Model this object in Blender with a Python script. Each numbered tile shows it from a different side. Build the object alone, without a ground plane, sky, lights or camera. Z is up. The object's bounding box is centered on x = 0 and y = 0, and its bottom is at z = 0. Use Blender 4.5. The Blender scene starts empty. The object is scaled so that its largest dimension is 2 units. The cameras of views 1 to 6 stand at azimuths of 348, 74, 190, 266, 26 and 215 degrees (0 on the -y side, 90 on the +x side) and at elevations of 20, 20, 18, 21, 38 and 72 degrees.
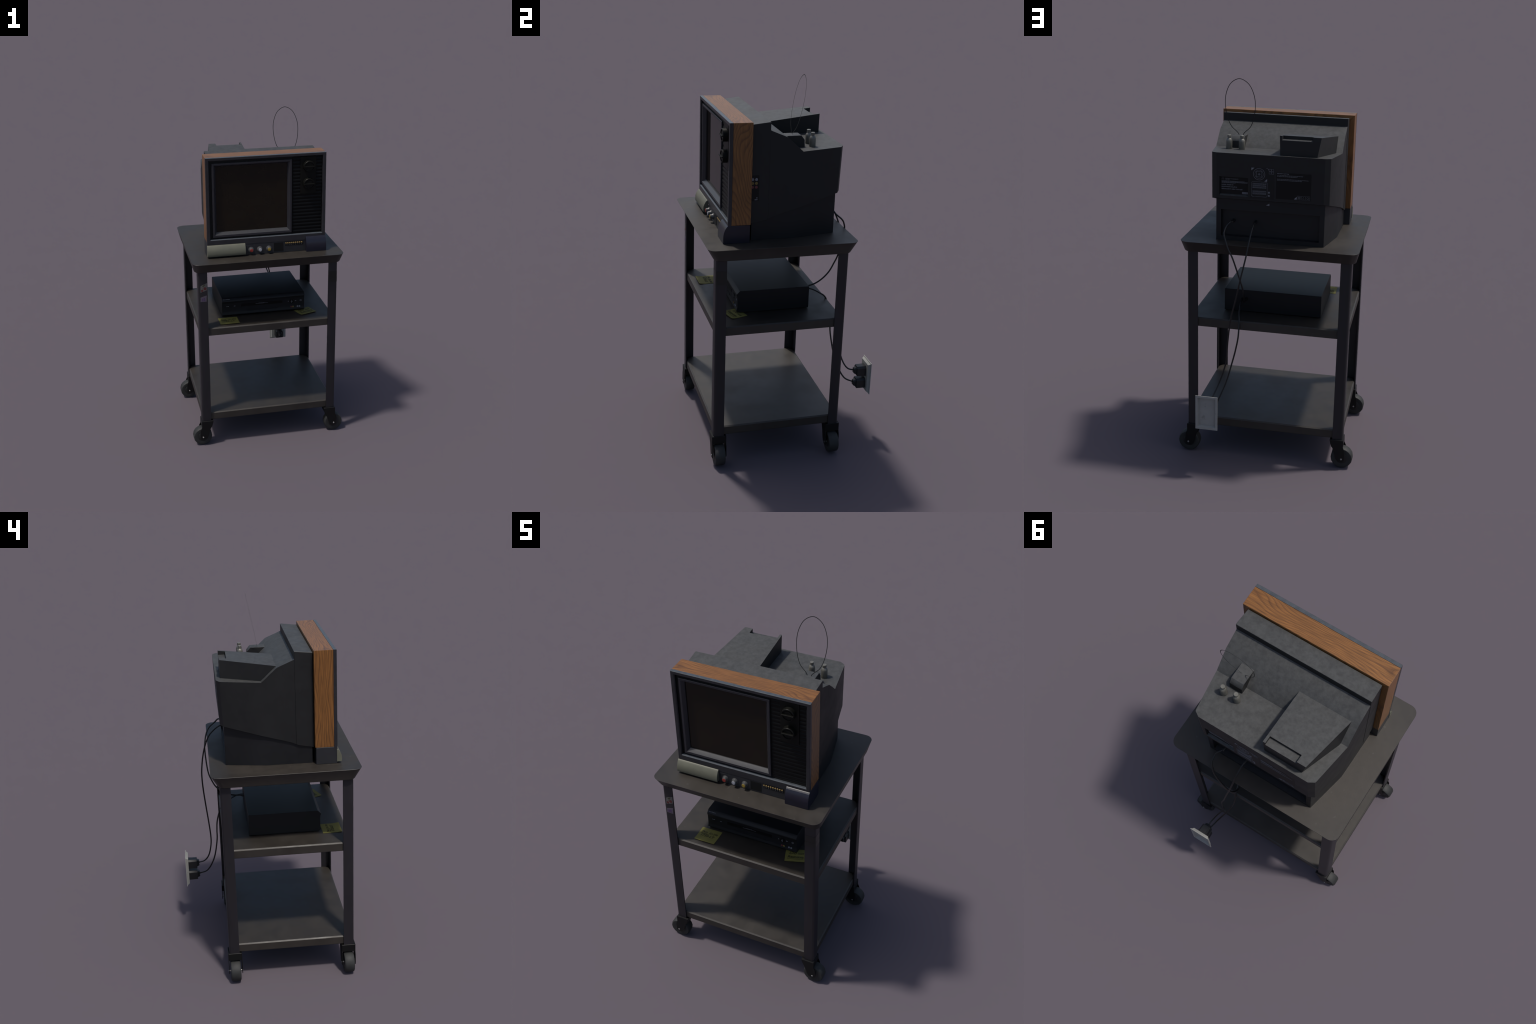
import bpy, bmesh, math, random
from mathutils import Vector, Matrix
rng = random.Random(7)

# ------------------------------------------------------------------ materials
def material(name, colour, rough=0.6, metal=0.0, spec=0.5, vary=0.0, vary_scale=9.0, tint=None,
             bump=0.0, bump_scale=180.0, rough_vary=0.0, coat=0.0, speck=None, stretch=(1, 1, 1), top_tone=None):
    """Principled surface: mottled by two layers of noise towards `tint`, fine grain in the bump."""
    m = bpy.data.materials.new(name)
    m.use_nodes = True
    nt = m.node_tree
    N, L = nt.nodes, nt.links
    b = N["Principled BSDF"]
    b.inputs["Base Color"].default_value = (*colour, 1)
    b.inputs["Roughness"].default_value = rough
    b.inputs["Metallic"].default_value = metal
    b.inputs["Specular IOR Level"].default_value = spec
    b.inputs["Coat Weight"].default_value = coat
    tc = N.new("ShaderNodeTexCoord")
    mp = N.new("ShaderNodeMapping")
    mp.inputs["Scale"].default_value = stretch
    L.new(tc.outputs["Object"], mp.inputs["Vector"])
    col = None
    if vary > 0:
        n1 = N.new("ShaderNodeTexNoise"); n1.inputs["Scale"].default_value = vary_scale
        n1.inputs["Detail"].default_value = 6; n1.inputs["Roughness"].default_value = 0.62
        n2 = N.new("ShaderNodeTexNoise"); n2.inputs["Scale"].default_value = vary_scale * 4.3
        n2.inputs["Detail"].default_value = 4
        for n in (n1, n2):
            L.new(mp.outputs[0], n.inputs["Vector"])
        mul = N.new("ShaderNodeMath"); mul.operation = "MULTIPLY_ADD"
        L.new(n1.outputs[0], mul.inputs[0]); mul.inputs[1].default_value = 0.7
        m2 = N.new("ShaderNodeMath"); m2.operation = "MULTIPLY"; m2.inputs[1].default_value = 0.3
        L.new(n2.outputs[0], m2.inputs[0]); L.new(m2.outputs[0], mul.inputs[2])
        ramp = N.new("ShaderNodeValToRGB")
        ramp.color_ramp.elements[0].position = 0.36
        ramp.color_ramp.elements[1].position = 0.64
        L.new(mul.outputs[0], ramp.inputs[0])
        t = tint or tuple(c * 1.6 for c in colour)
        ramp.color_ramp.elements[0].color = (*[c * (1 - 0.5 * vary) for c in colour], 1)
        ramp.color_ramp.elements[1].color = (*[c + (u - c) * vary for c, u in zip(colour, t)], 1)
        col = ramp.outputs[0]
        if rough_vary:
            mr = N.new("ShaderNodeMapRange")
            mr.inputs["From Min"].default_value = 0.35; mr.inputs["From Max"].default_value = 0.65
            mr.inputs["To Min"].default_value = rough - rough_vary; mr.inputs["To Max"].default_value = rough + rough_vary
            L.new(n1.outputs[0], mr.inputs["Value"]); L.new(mr.outputs[0], b.inputs["Roughness"])
    if speck:
        sc, scale, lo, hi = speck
        ns = N.new("ShaderNodeTexNoise"); ns.inputs["Scale"].default_value = scale; ns.inputs["Detail"].default_value = 5
        L.new(mp.outputs[0], ns.inputs["Vector"])
        rp = N.new("ShaderNodeValToRGB"); rp.color_ramp.elements[0].position = lo; rp.color_ramp.elements[1].position = hi
        L.new(ns.outputs[0], rp.inputs[0])
        mx = N.new("ShaderNodeMix"); mx.data_type = "RGBA"
        L.new(rp.outputs[0], mx.inputs[0])
        if col: L.new(col, mx.inputs[6])
        else: mx.inputs[6].default_value = (*colour, 1)
        mx.inputs[7].default_value = (*sc, 1)
        col = mx.outputs[2]
    if top_tone:
        # paler tone on faces that look up, broken by grain
        dc, amount, grain = top_tone
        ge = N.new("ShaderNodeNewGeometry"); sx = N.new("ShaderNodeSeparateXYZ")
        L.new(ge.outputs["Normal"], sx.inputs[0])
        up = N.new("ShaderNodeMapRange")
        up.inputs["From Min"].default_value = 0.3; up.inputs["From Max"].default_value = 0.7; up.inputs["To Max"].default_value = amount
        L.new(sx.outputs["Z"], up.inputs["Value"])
        g1 = N.new("ShaderNodeTexNoise"); g1.inputs["Scale"].default_value = grain; g1.inputs["Detail"].default_value = 7
        g1.inputs["Roughness"].default_value = 0.68
        L.new(tc.outputs["Object"], g1.inputs["Vector"])
        gr = N.new("ShaderNodeMapRange")
        gr.inputs["From Min"].default_value = 0.36; gr.inputs["From Max"].default_value = 0.62
        gr.inputs["To Min"].default_value = 0.58; gr.inputs["To Max"].default_value = 1.0
        L.new(g1.outputs[0], gr.inputs["Value"])
        mk = N.new("ShaderNodeMath"); mk.operation = "MULTIPLY"
        L.new(up.outputs[0], mk.inputs[0]); L.new(gr.outputs[0], mk.inputs[1])
        dm = N.new("ShaderNodeMix"); dm.data_type = "RGBA"
        L.new(mk.outputs[0], dm.inputs[0])
        if col: L.new(col, dm.inputs[6])
        else: dm.inputs[6].default_value = (*colour, 1)
        dm.inputs[7].default_value = (*dc, 1)
        col = dm.outputs[2]
    if col: L.new(col, b.inputs["Base Color"])
    if bump > 0:
        nb = N.new("ShaderNodeTexNoise"); nb.inputs["Scale"].default_value = bump_scale; nb.inputs["Detail"].default_value = 3
        L.new(mp.outputs[0], nb.inputs["Vector"])
        bp = N.new("ShaderNodeBump"); bp.inputs["Strength"].default_value = bump; bp.inputs["Distance"].default_value = 0.002
        L.new(nb.outputs[0], bp.inputs["Height"]); L.new(bp.outputs[0], b.inputs["Normal"])
    return m

def wood_material(name, along, across, seed, lines=78.0, warp=19.0, light=(0.226, 0.096, 0.025), dark=(0.118, 0.048, 0.014)):
    """Flat-sawn veneer: contour lines of a noise field stretched along the board, plus pores."""
    m = bpy.data.materials.new(name)
    m.use_nodes = True
    N, L = m.node_tree.nodes, m.node_tree.links
    b = N["Principled BSDF"]
    tc = N.new("ShaderNodeTexCoord")
    mp = N.new("ShaderNodeMapping")
    s = [8.0, 8.0, 8.0]; s[along] = 2.6
    mp.inputs["Scale"].default_value = s
    mp.inputs["Location"].default_value = (seed, seed * 1.7, seed * 0.6)
    L.new(tc.outputs["Object"], mp.inputs["Vector"])
    n = N.new("ShaderNodeTexNoise"); n.inputs["Scale"].default_value = 1.0; n.inputs["Detail"].default_value = 1.2
    n.inputs["Roughness"].default_value = 0.35
    L.new(mp.outputs[0], n.inputs["Vector"])
    sp = N.new("ShaderNodeSeparateXYZ"); L.new(tc.outputs["Object"], sp.inputs[0])
    pl = N.new("ShaderNodeMath"); pl.operation = "MULTIPLY"; pl.inputs[1].default_value = lines
    L.new(sp.outputs[across], pl.inputs[0])
    k = N.new("ShaderNodeMath"); k.operation = "MULTIPLY_ADD"; k.inputs[1].default_value = warp
    L.new(n.outputs[0], k.inputs[0]); L.new(pl.outputs[0], k.inputs[2])
    fr = N.new("ShaderNodeMath"); fr.operation = "FRACT"; L.new(k.outputs[0], fr.inputs[0])
    ramp = N.new("ShaderNodeValToRGB")
    e = ramp.color_ramp.elements
    e[0].position = 0.0; e[0].color = (*[d * 0.65 + l * 0.35 for d, l in zip(dark, light)], 1)
    e[1].position = 1.0; e[1].color = (*dark, 1)
    x = e.new(0.16); x.color = (*light, 1)
    x = e.new(0.62); x.color = (*[d * 0.2 + l * 0.8 for d, l in zip(dark, light)], 1)
    L.new(fr.outputs[0], ramp.inputs[0])
    mp2 = N.new("ShaderNodeMapping")
    s2 = [420.0] * 3; s2[along] = 14.0
    mp2.inputs["Scale"].default_value = s2
    L.new(tc.outputs["Object"], mp2.inputs["Vector"])
    p = N.new("ShaderNodeTexNoise"); p.inputs["Scale"].default_value = 1.0; p.inputs["Detail"].default_value = 3
    L.new(mp2.outputs[0], p.inputs["Vector"])
    pr = N.new("ShaderNodeMapRange")
    pr.inputs["From Min"].default_value = 0.38; pr.inputs["From Max"].default_value = 0.6
    pr.inputs["To Min"].default_value = 0.68; pr.inputs["To Max"].default_value = 1.08
    L.new(p.outputs[0], pr.inputs["Value"])
    big = N.new("ShaderNodeTexNoise"); big.inputs["Scale"].default_value = 5.0
    L.new(tc.outputs["Object"], big.inputs["Vector"])
    br = N.new("ShaderNodeMapRange")
    br.inputs["To Min"].default_value = 0.72; br.inputs["To Max"].default_value = 1.28
    L.new(big.outputs[0], br.inputs["Value"])
    mm = N.new("ShaderNodeMath"); mm.operation = "MULTIPLY"
    L.new(pr.outputs[0], mm.inputs[0]); L.new(br.outputs[0], mm.inputs[1])
    mx = N.new("ShaderNodeVectorMath"); mx.operation = "SCALE"
    L.new(ramp.outputs[0], mx.inputs[0]); L.new(mm.outputs[0], mx.inputs["Scale"])
    L.new(mx.outputs[0], b.inputs["Base Color"])
    b.inputs["Roughness"].default_value = 0.37
    b.inputs["Specular IOR Level"].default_value = 0.5
    return m

M = {}
M["shelf"] = material("dark_laminate", (0.0270, 0.0225, 0.0182), 0.50, vary=0.35, vary_scale=7, bump=0.10, bump_scale=260, rough_vary=0.06,
                      speck=((0.05, 0.046, 0.042), 38, 0.70, 0.76))
M["leg"] = material("painted_steel", (0.0135, 0.0120, 0.0150), 0.46, vary=0.3, vary_scale=14, bump=0.05, stretch=(1, 1, 0.2))
M["fork"] = material("black_steel", (0.0042, 0.0042, 0.0042), 0.5, vary=0.3, vary_scale=30, spec=0.3)
M["wheel"] = material("rubber", (0.0185, 0.0190, 0.0185), 0.66, vary=0.4, vary_scale=40, bump=0.05)
M["hub"] = material("dark_hub", (0.010, 0.010, 0.010), 0.5)
M["bolt"] = material("worn_steel", (0.35, 0.34, 0.33), 0.4, metal=0.7)
M["shell"] = material("weathered_grey_plastic", (0.0112, 0.0112, 0.0118), 0.55, vary=0.25, vary_scale=11, bump=0.10, bump_scale=150, spec=0.38,
                      tint=(0.0150, 0.0150, 0.0155), rough_vary=0.05, top_tone=((0.060, 0.061, 0.060), 0.95, 42))  # upward faces paler grey, with grain
M["base"] = material("dark_plastic_base", (0.0078, 0.0078, 0.0095), 0.5, vary=0.25, vary_scale=8, rough_vary=0.06, spec=0.38)
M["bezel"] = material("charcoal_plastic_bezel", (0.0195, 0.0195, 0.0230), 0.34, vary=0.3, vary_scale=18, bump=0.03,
                      speck=((0.036, 0.036, 0.037), 70, 0.64, 0.74), top_tone=((0.072, 0.082, 0.092), 0.9, 40))  # upward faces paler and bluish, with grain
M["frame"] = material("screen_surround_plastic", (0.0215, 0.0210, 0.0260), 0.38, vary=0.2, vary_scale=15, top_tone=((0.040, 0.040, 0.040), 0.7, 40))  # upward bevel paler than the rest of the surround
M["gap"] = material("black_cavity", (0.003, 0.003, 0.0033), 0.6, spec=0.3)
M["glass"] = material("dark_crt_glass", (0.0120, 0.0090, 0.0055), 0.045, vary=0.4, vary_scale=5, tint=(0.016, 0.0105, 0.005), spec=0.3,
                      speck=((0.05, 0.05, 0.045), 95, 0.76, 0.8))
M["grille"] = material("black_ribbed_plastic", (0.0042, 0.0042, 0.0044), 0.46, vary=0.2, spec=0.14)
M["knob"] = material("black_knob_plastic", (0.0062, 0.0062, 0.0052), 0.42, vary=0.3, vary_scale=30, spec=0.16)
M["navy"] = material("navy_plastic", (0.0105, 0.0098, 0.0200), 0.32, vary=0.3, vary_scale=12)
M["beige"] = material("aged_cream_plastic", (0.122, 0.122, 0.090), 0.5, vary=0.3, vary_scale=9, tint=(0.135, 0.129, 0.088), bump=0.05)
M["panel"] = material("control_panel_plastic", (0.0190, 0.0190, 0.0225), 0.45, vary=0.2, vary_scale=15)
M["socket"] = material("socket_ring", (0.09, 0.09, 0.09), 0.4, metal=0.3, vary=0.4, vary_scale=60)
M["red"] = material("red_plastic", (0.20, 0.020, 0.014), 0.45)
M["white"] = material("white_plastic", (0.30, 0.30, 0.33), 0.45)
M["yellow"] = material("yellow_plastic", (0.25, 0.17, 0.025), 0.45)
M["gold"] = material("brass_pin", (0.30, 0.20, 0.075), 0.45)
M["print"] = material("grey_print", (0.19, 0.195, 0.22), 0.6)
M["print_dim"] = material("dim_print", (0.125, 0.128, 0.145), 0.6)
M["label"] = material("black_label", (0.0022, 0.0022, 0.0027), 0.5, spec=0.3)
M["plate"] = material("dull_black_label", (0.0062, 0.0062, 0.0074), 0.5, spec=0.35)
M["logo"] = material("embossed_letter", (0.045, 0.045, 0.050), 0.5)
M["vcr"] = material("black_recorder_plastic", (0.0062, 0.0070, 0.0086), 0.48, vary=0.25, vary_scale=10, bump=0.04, spec=0.28)
M["slot"] = material("slot_black", (0.0016, 0.0016, 0.0018), 0.4, spec=0.2)
M["tin"] = material("dull_metal", (0.15, 0.145, 0.125), 0.42, metal=0.35, vary=0.5, vary_scale=35, stretch=(1, 1, 0.3))
M["wire"] = material("antenna_wire", (0.03, 0.03, 0.03), 0.45, metal=0.5)
M["cable"] = material("black_rubber_cable", (0.006, 0.006, 0.0065), 0.4)
M["plug"] = material("plug_rubber", (0.011, 0.0115, 0.0125), 0.42, vary=0.2, vary_scale=40)
M["ivory"] = material("dirty_ivory_plastic", (0.335, 0.330, 0.305), 0.5, vary=0.35, vary_scale=16, tint=(0.25, 0.246, 0.24),
                      speck=((0.10, 0.098, 0.092), 24, 0.64, 0.76))
M["note"] = material("yellow_paper", (0.150, 0.140, 0.030), 0.75, vary=0.2, vary_scale=12)
M["ink"] = material("black_ink", (0.025, 0.024, 0.009), 0.7)
M["sticker"] = material("grey_sticker_paper", (0.105, 0.098, 0.092), 0.6, vary=0.4, vary_scale=70)
M["mauve"] = material("mauve_sticker_paper", (0.085, 0.068, 0.090), 0.6, vary=0.4, vary_scale=70)
M["cherry"] = material("cherry_print", (0.085, 0.015, 0.015), 0.55)
M["leaf"] = material("leaf_print", (0.036, 0.038, 0.012), 0.55)
M["violet"] = material("violet_print", (0.060, 0.022, 0.100), 0.55)
M["tape"] = material("dark_tape", (0.009, 0.0095, 0.0085), 0.35, vary=0.4, vary_scale=40)
M["wood_x"] = wood_material("walnut_veneer_lengthwise", 0, 1, 3.1)
M["wood_z"] = wood_material("walnut_veneer_upright", 2, 1, 8.4)
M["wood_l"] = wood_material("walnut_veneer_straight", 2, 1, 5.2, 95.0, 13.0)
M["jackwhite"] = material("white_jack", (0.20, 0.20, 0.22), 0.5)
M["jackyellow"] = material("yellow_jack", (0.18, 0.13, 0.03), 0.5)
M["jackred"] = material("red_jack", (0.14, 0.03, 0.036), 0.5)

# ------------------------------------------------------------------ geometry helpers
COL = bpy.context.scene.collection

def finish(name, bm, mat, parent=None, angle=32, kind=None):
    bmesh.ops.recalc_face_normals(bm, faces=bm.faces)
    me = bpy.data.meshes.new(name)
    bm.to_mesh(me); bm.free()
    me.shade_smooth(); me.set_sharp_from_angle(angle=math.radians(angle))
    for x in (mat if isinstance(mat, (list, tuple)) else [mat]):
        me.materials.append(M[x])
    ob = bpy.data.objects.new(name, me)
    COL.objects.link(ob)
    if parent: ob.parent = parent
    if kind: ob["kind"] = kind
    return ob

def thing(name, label, category):
    ob = bpy.data.objects.new(name, None)
    COL.objects.link(ob)
    ob["label"] = label; ob["category"] = category
    return ob

def add_hull(bm, rings, cap0=True, cap1=True):
    """Loft a list of equal-length closed rings of points."""
    vs = [[bm.verts.new(p) for p in r] for r in rings]
    n = len(vs[0])
    for a, b in zip(vs, vs[1:]):
        for i in range(n):
            bm.faces.new((a[i], a[(i + 1) % n], b[(i + 1) % n], b[i]))
    if cap0: bm.faces.new(list(reversed(vs[0])))
    if cap1: bm.faces.new(vs[-1])
    return vs

def add_box(bm, x0, x1, y0, y1, z0, z1):
    add_hull(bm, [[(x0, y0, z), (x1, y0, z), (x1, y1, z), (x0, y1, z)] for z in (z0, z1)])

def bevel(bm, w, seg=2, angle=30):
    es = [e for e in bm.edges if len(e.link_faces) == 2 and e.calc_face_angle(0) > math.radians(angle)]
    bmesh.ops.bevel(bm, geom=es, offset=w, segments=seg, profile=0.5, affect="EDGES", clamp_overlap=True)

def box(name, x0, x1, y0, y1, z0, z1, mat, parent, bev=0.002, seg=2):
    bm = bmesh.new(); add_box(bm, x0, x1, y0, y1, z0, z1)
    if bev:
        bmesh.ops.recalc_face_normals(bm, faces=bm.faces); bevel(bm, bev, seg)
    return finish(name, bm, mat, parent)

def prism(name, pts, axis, a, b, mat, parent, bev=0.0, seg=2, angle=32):
    """Extrude a 2D outline along an axis ('x','y','z'); the outline uses the other two in order."""
    bm = bmesh.new()
    def P(p, t):
        return {"x": (t, p[0], p[1]), "y": (p[0], t, p[1]), "z": (p[0], p[1], t)}[axis]
    add_hull(bm, [[P(p, t) for p in pts] for t in (a, b)])
    bmesh.ops.recalc_face_normals(bm, faces=bm.faces)
    if bev: bevel(bm, bev, seg)
    return finish(name, bm, mat, parent, angle)

def rounded_rect(x0, x1, y0, y1, r, n=7):
    out = []
    for cx, cy, a0 in ((x1 - r, y0 + r, -90), (x1 - r, y1 - r, 0), (x0 + r, y1 - r, 90), (x0 + r, y0 + r, 180)):
        for i in range(n):
            a = math.radians(a0 + 90 * i / (n - 1))
            out.append((cx + r * math.cos(a), cy + r * math.sin(a)))
    return out

def lathe(bm, prof, c, axis="z", n=28, sign=1):
    """Revolve (radius, height) pairs about an axis through c."""
    rings = []
    for r, h in prof:
        ring = []
        for i in range(n):
            a = 2 * math.pi * i / n
            u, v = r * math.cos(a), r * math.sin(a)
            ring.append({"z": (c[0] + u, c[1] + v, c[2] + h), "y": (c[0] + u, c[1] + h * sign, c[2] + v),
                         "x": (c[0] + h * sign, c[1] + u, c[2] + v)}[axis])
        rings.append(ring)
    add_hull(bm, rings)

def frame_ring(bm, outer, inner, y_front, y_back, bev=0.0):
    """Rectangular picture frame in the xz plane; outer/inner are (x0,x1,z0,z1)."""
    def R(q, d, y): return [(q[0] - d, y, q[2] - d), (q[1] + d, y, q[2] - d), (q[1] + d, y, q[3] + d), (q[0] - d, y, q[3] + d)]
    rings = [R(outer, 0, y_back), R(outer, 0, y_front + bev * 0.4), R(outer, -bev * 0.4, y_front), R(inner, bev, y_front), R(inner, 0, y_front + bev), R(inner, 0, y_back)]
    vs = [[bm.verts.new(p) for p in r] for r in rings]
    for a, b in zip(vs, vs[1:] + vs[:1]):
        for i in range(4):
            bm.faces.new((a[i], a[(i + 1) % 4], b[(i + 1) % 4], b[i]))

def spline(pts, per=10):
    """Catmull-Rom through control points."""
    P = [Vector(p) for p in pts]
    P = [P[0] * 2 - P[1]] + P + [P[-1] * 2 - P[-2]]
    out = []
    for i in range(1, len(P) - 2):
        a, b, c, d = P[i - 1:i + 3]
        for k in range(per):
            t = k / per
            out.append(0.5 * ((2 * b) + (c - a) * t + (2 * a - 5 * b + 4 * c - d) * t * t + (3 * b - a - 3 * c + d) * t ** 3))
    out.append(P[-2])
    return out

def tube(name, pts, r, mat, parent, per=10, n=10):
    path = spline(pts, per)
    bm = bmesh.new()
    up = Vector((0.3, 0.2, 1)).normalized()
    rings = []
    for i, p in enumerate(path):
        t = (path[min(i + 1, len(path) - 1)] - path[max(i - 1, 0)]).normalized()
        up = (up - t * up.dot(t)).normalized()
        s = t.cross(up)
        rings.append([p + (up * math.cos(2 * math.pi * k / n) + s * math.sin(2 * math.pi * k / n)) * r for k in range(n)])
    add_hull(bm, rings)
    return finish(name, bm, mat, parent, 60)

class Sheet:
    """A plane to print on: origin, reading direction u, up direction v."""
    def __init__(s, o, u, v):
        s.o, s.u, s.v = Vector(o), Vector(u).normalized(), Vector(v).normalized()
        s.n = s.u.cross(s.v)
    def p(s, a, b, h): return s.o + s.u * a + s.v * b + s.n * h
    def poly(s, bm, pts, h=0.0006, base=-0.0006):
        add_hull(bm, [[s.p(a, b, t) for a, b in pts] for t in (base, h)])
    def rect(s, bm, a0, a1, b0, b1, h=0.0006, base=-0.0006):
        s.poly(bm, [(a0, b0), (a1, b0), (a1, b1), (a0, b1)], h, base)
    def outline(s, bm, pts, w, h=0.0006):
        """Closed line of width w following pts (centre-scaled inner loop)."""
        cx = sum(p[0] for p in pts) / len(pts); cy = sum(p[1] for p in pts) / len(pts)
        inn = []
        for a, b in pts:
            d = math.hypot(a - cx, b - cy); k = (d - w * 1.2) / d
            inn.append((cx + (a - cx) * k, cy + (b - cy) * k))
        n = len(pts)
        lo = [[bm.verts.new(s.p(a, b, t)) for a, b in q] for q, t in ((pts, -0.0006), (pts, h), (inn, h), (inn, -0.0006))]
        for A, B in zip(lo, lo[1:] + lo[:1]):
            for i in range(n):
                bm.faces.new((A[i], A[(i + 1) % n], B[(i + 1) % n], B[i]))
    def ring(s, bm, a, b, r, w, h=0.0006, n=28):
        s.outline(bm, [(a + r * math.cos(2 * math.pi * i / n), b + r * math.sin(2 * math.pi * i / n)) for i in range(n)], w / 1.2, h)
    def disc(s, bm, a, b, r, h=0.0006, n=18):
        s.poly(bm, [(a + r * math.cos(2 * math.pi * i / n), b + r * math.sin(2 * math.pi * i / n)) for i in range(n)], h)
    def words(s, bm, a, b, width, hgt, h=0.0006):
        """A line of print too small to read: a row of word-length dashes."""
        x = a
        while x < a + width:
            w = min(rng.uniform(0.004, 0.011), a + width - x)
            if w > 0.001: s.rect(bm, x, x + w, b, b + hgt, h)
            x += w + 0.0016
    def text(s, name, body, a, b, size, mat, parent, align="LEFT", h=0.0005, shear=0.0, spacing=1.0):
        cu = bpy.data.curves.new(name, "FONT")
        cu.body = body; cu.size = size; cu.extrude = h; cu.align_x = align; cu.shear = shear
        cu.space_character = spacing; cu.resolution_u = 3
        tmp = bpy.data.objects.new(name, cu); COL.objects.link(tmp)
        dg = bpy.context.evaluated_depsgraph_get()
        me = bpy.data.meshes.new_from_object(tmp.evaluated_get(dg))
        bpy.data.objects.remove(tmp); bpy.data.curves.remove(cu)
        mt = Matrix((s.u, s.v, s.n)).transposed().to_4x4()
        mt.translation = s.p(a, b, 0.0003)
        me.transform(mt)
        me.materials.clear(); me.materials.append(M[mat])
        ob = bpy.data.objects.new(name, me); COL.objects.link(ob); ob.parent = parent
        return ob

# ================================================================== CART
YC = -0.0865                       # cart centre in depth
cart = thing("utility_cart", "dark steel audio visual cart with three shelves on casters", "cart")
LEGX, LEGY = 0.417, 0.338          # outer corner of the legs

# table top: rounded slab whose edge slopes inwards, more at front and back
bm = bmesh.new()
def slab(x, y, r, z): return [(a, YC + b, z) for a, b in rounded_rect(-x, x, -y, y, r)]
add_hull(bm, [slab(0.433, 0.3455, 0.034, 1.134), slab(0.436, 0.348, 0.036, 1.1365), slab(0.4485, 0.3800, 0.042, 1.1922),
              slab(0.4490, 0.3810, 0.042, 1.1930), slab(0.4483, 0.3803, 0.0415, 1.1938)])
finish("table_top", bm, "shelf", cart, 25)

for z in (0.776, 0.217):
    bm = bmesh.new()
    def s(x, y, zz): return [(a, YC + b, zz) for a, b in rounded_rect(-x, x, -y, y, 0.034)]
    add_hull(bm, [s(0.409, 0.330, z - 0.0475), s(0.4105, 0.3315, z - 0.0450), s(0.4105, 0.3315, z - 0.0055), s(0.4040, 0.3250, z)])
    finish("shelf", bm, "shelf", cart, 25)

def angle_profile(sx, sy, w=0.0545, t=0.006, r=0.012, n=6):
    """L-shaped angle iron, rounded on the outside corner at (LEGX, LEGY)."""
    X, Y = LEGX, LEGY
    pts = [(X - w, Y), (X - w, Y - t), (X - t, Y - t), (X - t, Y - w), (X, Y - w)]
    pts += [(X - r + r * math.cos(math.radians(a)), Y - r + r * math.sin(math.radians(a))) for a in [90 * i / (n - 1) for i in range(n)]]
    return [(sx * a, YC + sy * b) for a, b in pts]

for sx in (-1, 1):
    for sy in (-1, 1):
        leg = prism("leg", angle_profile(sx, sy), "z", 0.163, 1.140, "leg", cart)
        # caster: pressed-steel fork whose wheel trails outwards
        yo, yi = YC + sy * 0.3455, YC + sy * 0.2705
        def X(v): return sx * v
        side = [(0.421, 0.166), (0.349, 0.166), (0.354, 0.143), (0.370, 0.108), (0.381, 0.070), (0.390, 0.050),
                (0.404, 0.042), (0.429, 0.045), (0.4315, 0.062), (0.430, 0.105), (0.4215, 0.125)]
        bm = bmesh.new()
        for ya, yb in ((yo, yo - sy * 0.0035), (yi, yi + sy * 0.0035)):
            add_hull(bm, [[(X(a), y, b) for a, b in side] for y in (ya, yb)])
        add_hull(bm, [[(X(a), y, b) for a, b in ((0.3495, 0.1655), (0.4205, 0.1655), (0.4205, 0.123), (0.413, 0.1215), (0.36, 0.1215), (0.354, 0.140))]
                      for y in (yo - sy * 0.0030, yi + sy * 0.0030)])
        bmesh.ops.recalc_face_normals(bm, faces=bm.faces); bevel(bm, 0.0012, 1)
        caster = finish("caster", bm, "fork", cart)
        wc = (X(0.4145), YC + sy * 0.3085, 0.0575)
        bm = bmesh.new()
        lathe(bm, [(0.030, -0.023), (0.049, -0.027), (0.0535, -0.0255), (0.0572, -0.019), (0.0575, 0.0),
                   (0.0572, 0.019), (0.0535, 0.0255), (0.049, 0.027), (0.030, 0.023)], wc, "y", 16)
        finish("wheel", bm, "wheel", caster, 40)
        bm = bmesh.new(); lathe(bm, [(0.027, -0.0255), (0.031, -0.0232), (0.031, 0.0232), (0.027, 0.0255)], wc, "y", 16)
        finish("wheel_hub", bm, "hub", caster)
        bm = bmesh.new()
        lathe(bm, [(0.0042, -0.0390), (0.0050, -0.0378), (0.0050, 0.0378), (0.0042, 0.0390)], wc, "y", 10)
        finish("axle_bolt", bm, "bolt", caster)

# band of tape round the front right leg
bm = bmesh.new()
for z0, z1, o in ((1.036, 1.076, 0.0006), (1.007, 1.0375, 0.0010)):
    ring = []
    for k, oo in ((0, o), (1, -0.001)):
        X1, Y1, w, r = LEGX + oo, LEGY + oo, 0.0535, 0.012
        q = [(X1 - w, Y1)] + [(X1 - r + r * math.cos(math.radians(90 - 18 * i)), Y1 - r + r * math.sin(math.radians(90 - 18 * i))) for i in range(6)] + [(X1, Y1 - w)]
        ring.append(q)
    path = ring[0] + ring[1][::-1]
    add_hull(bm, [[(a, YC - b, z) for a, b in path] for z in (z0, z1)])
finish("tape_band", bm, "tape", cart)

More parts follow.
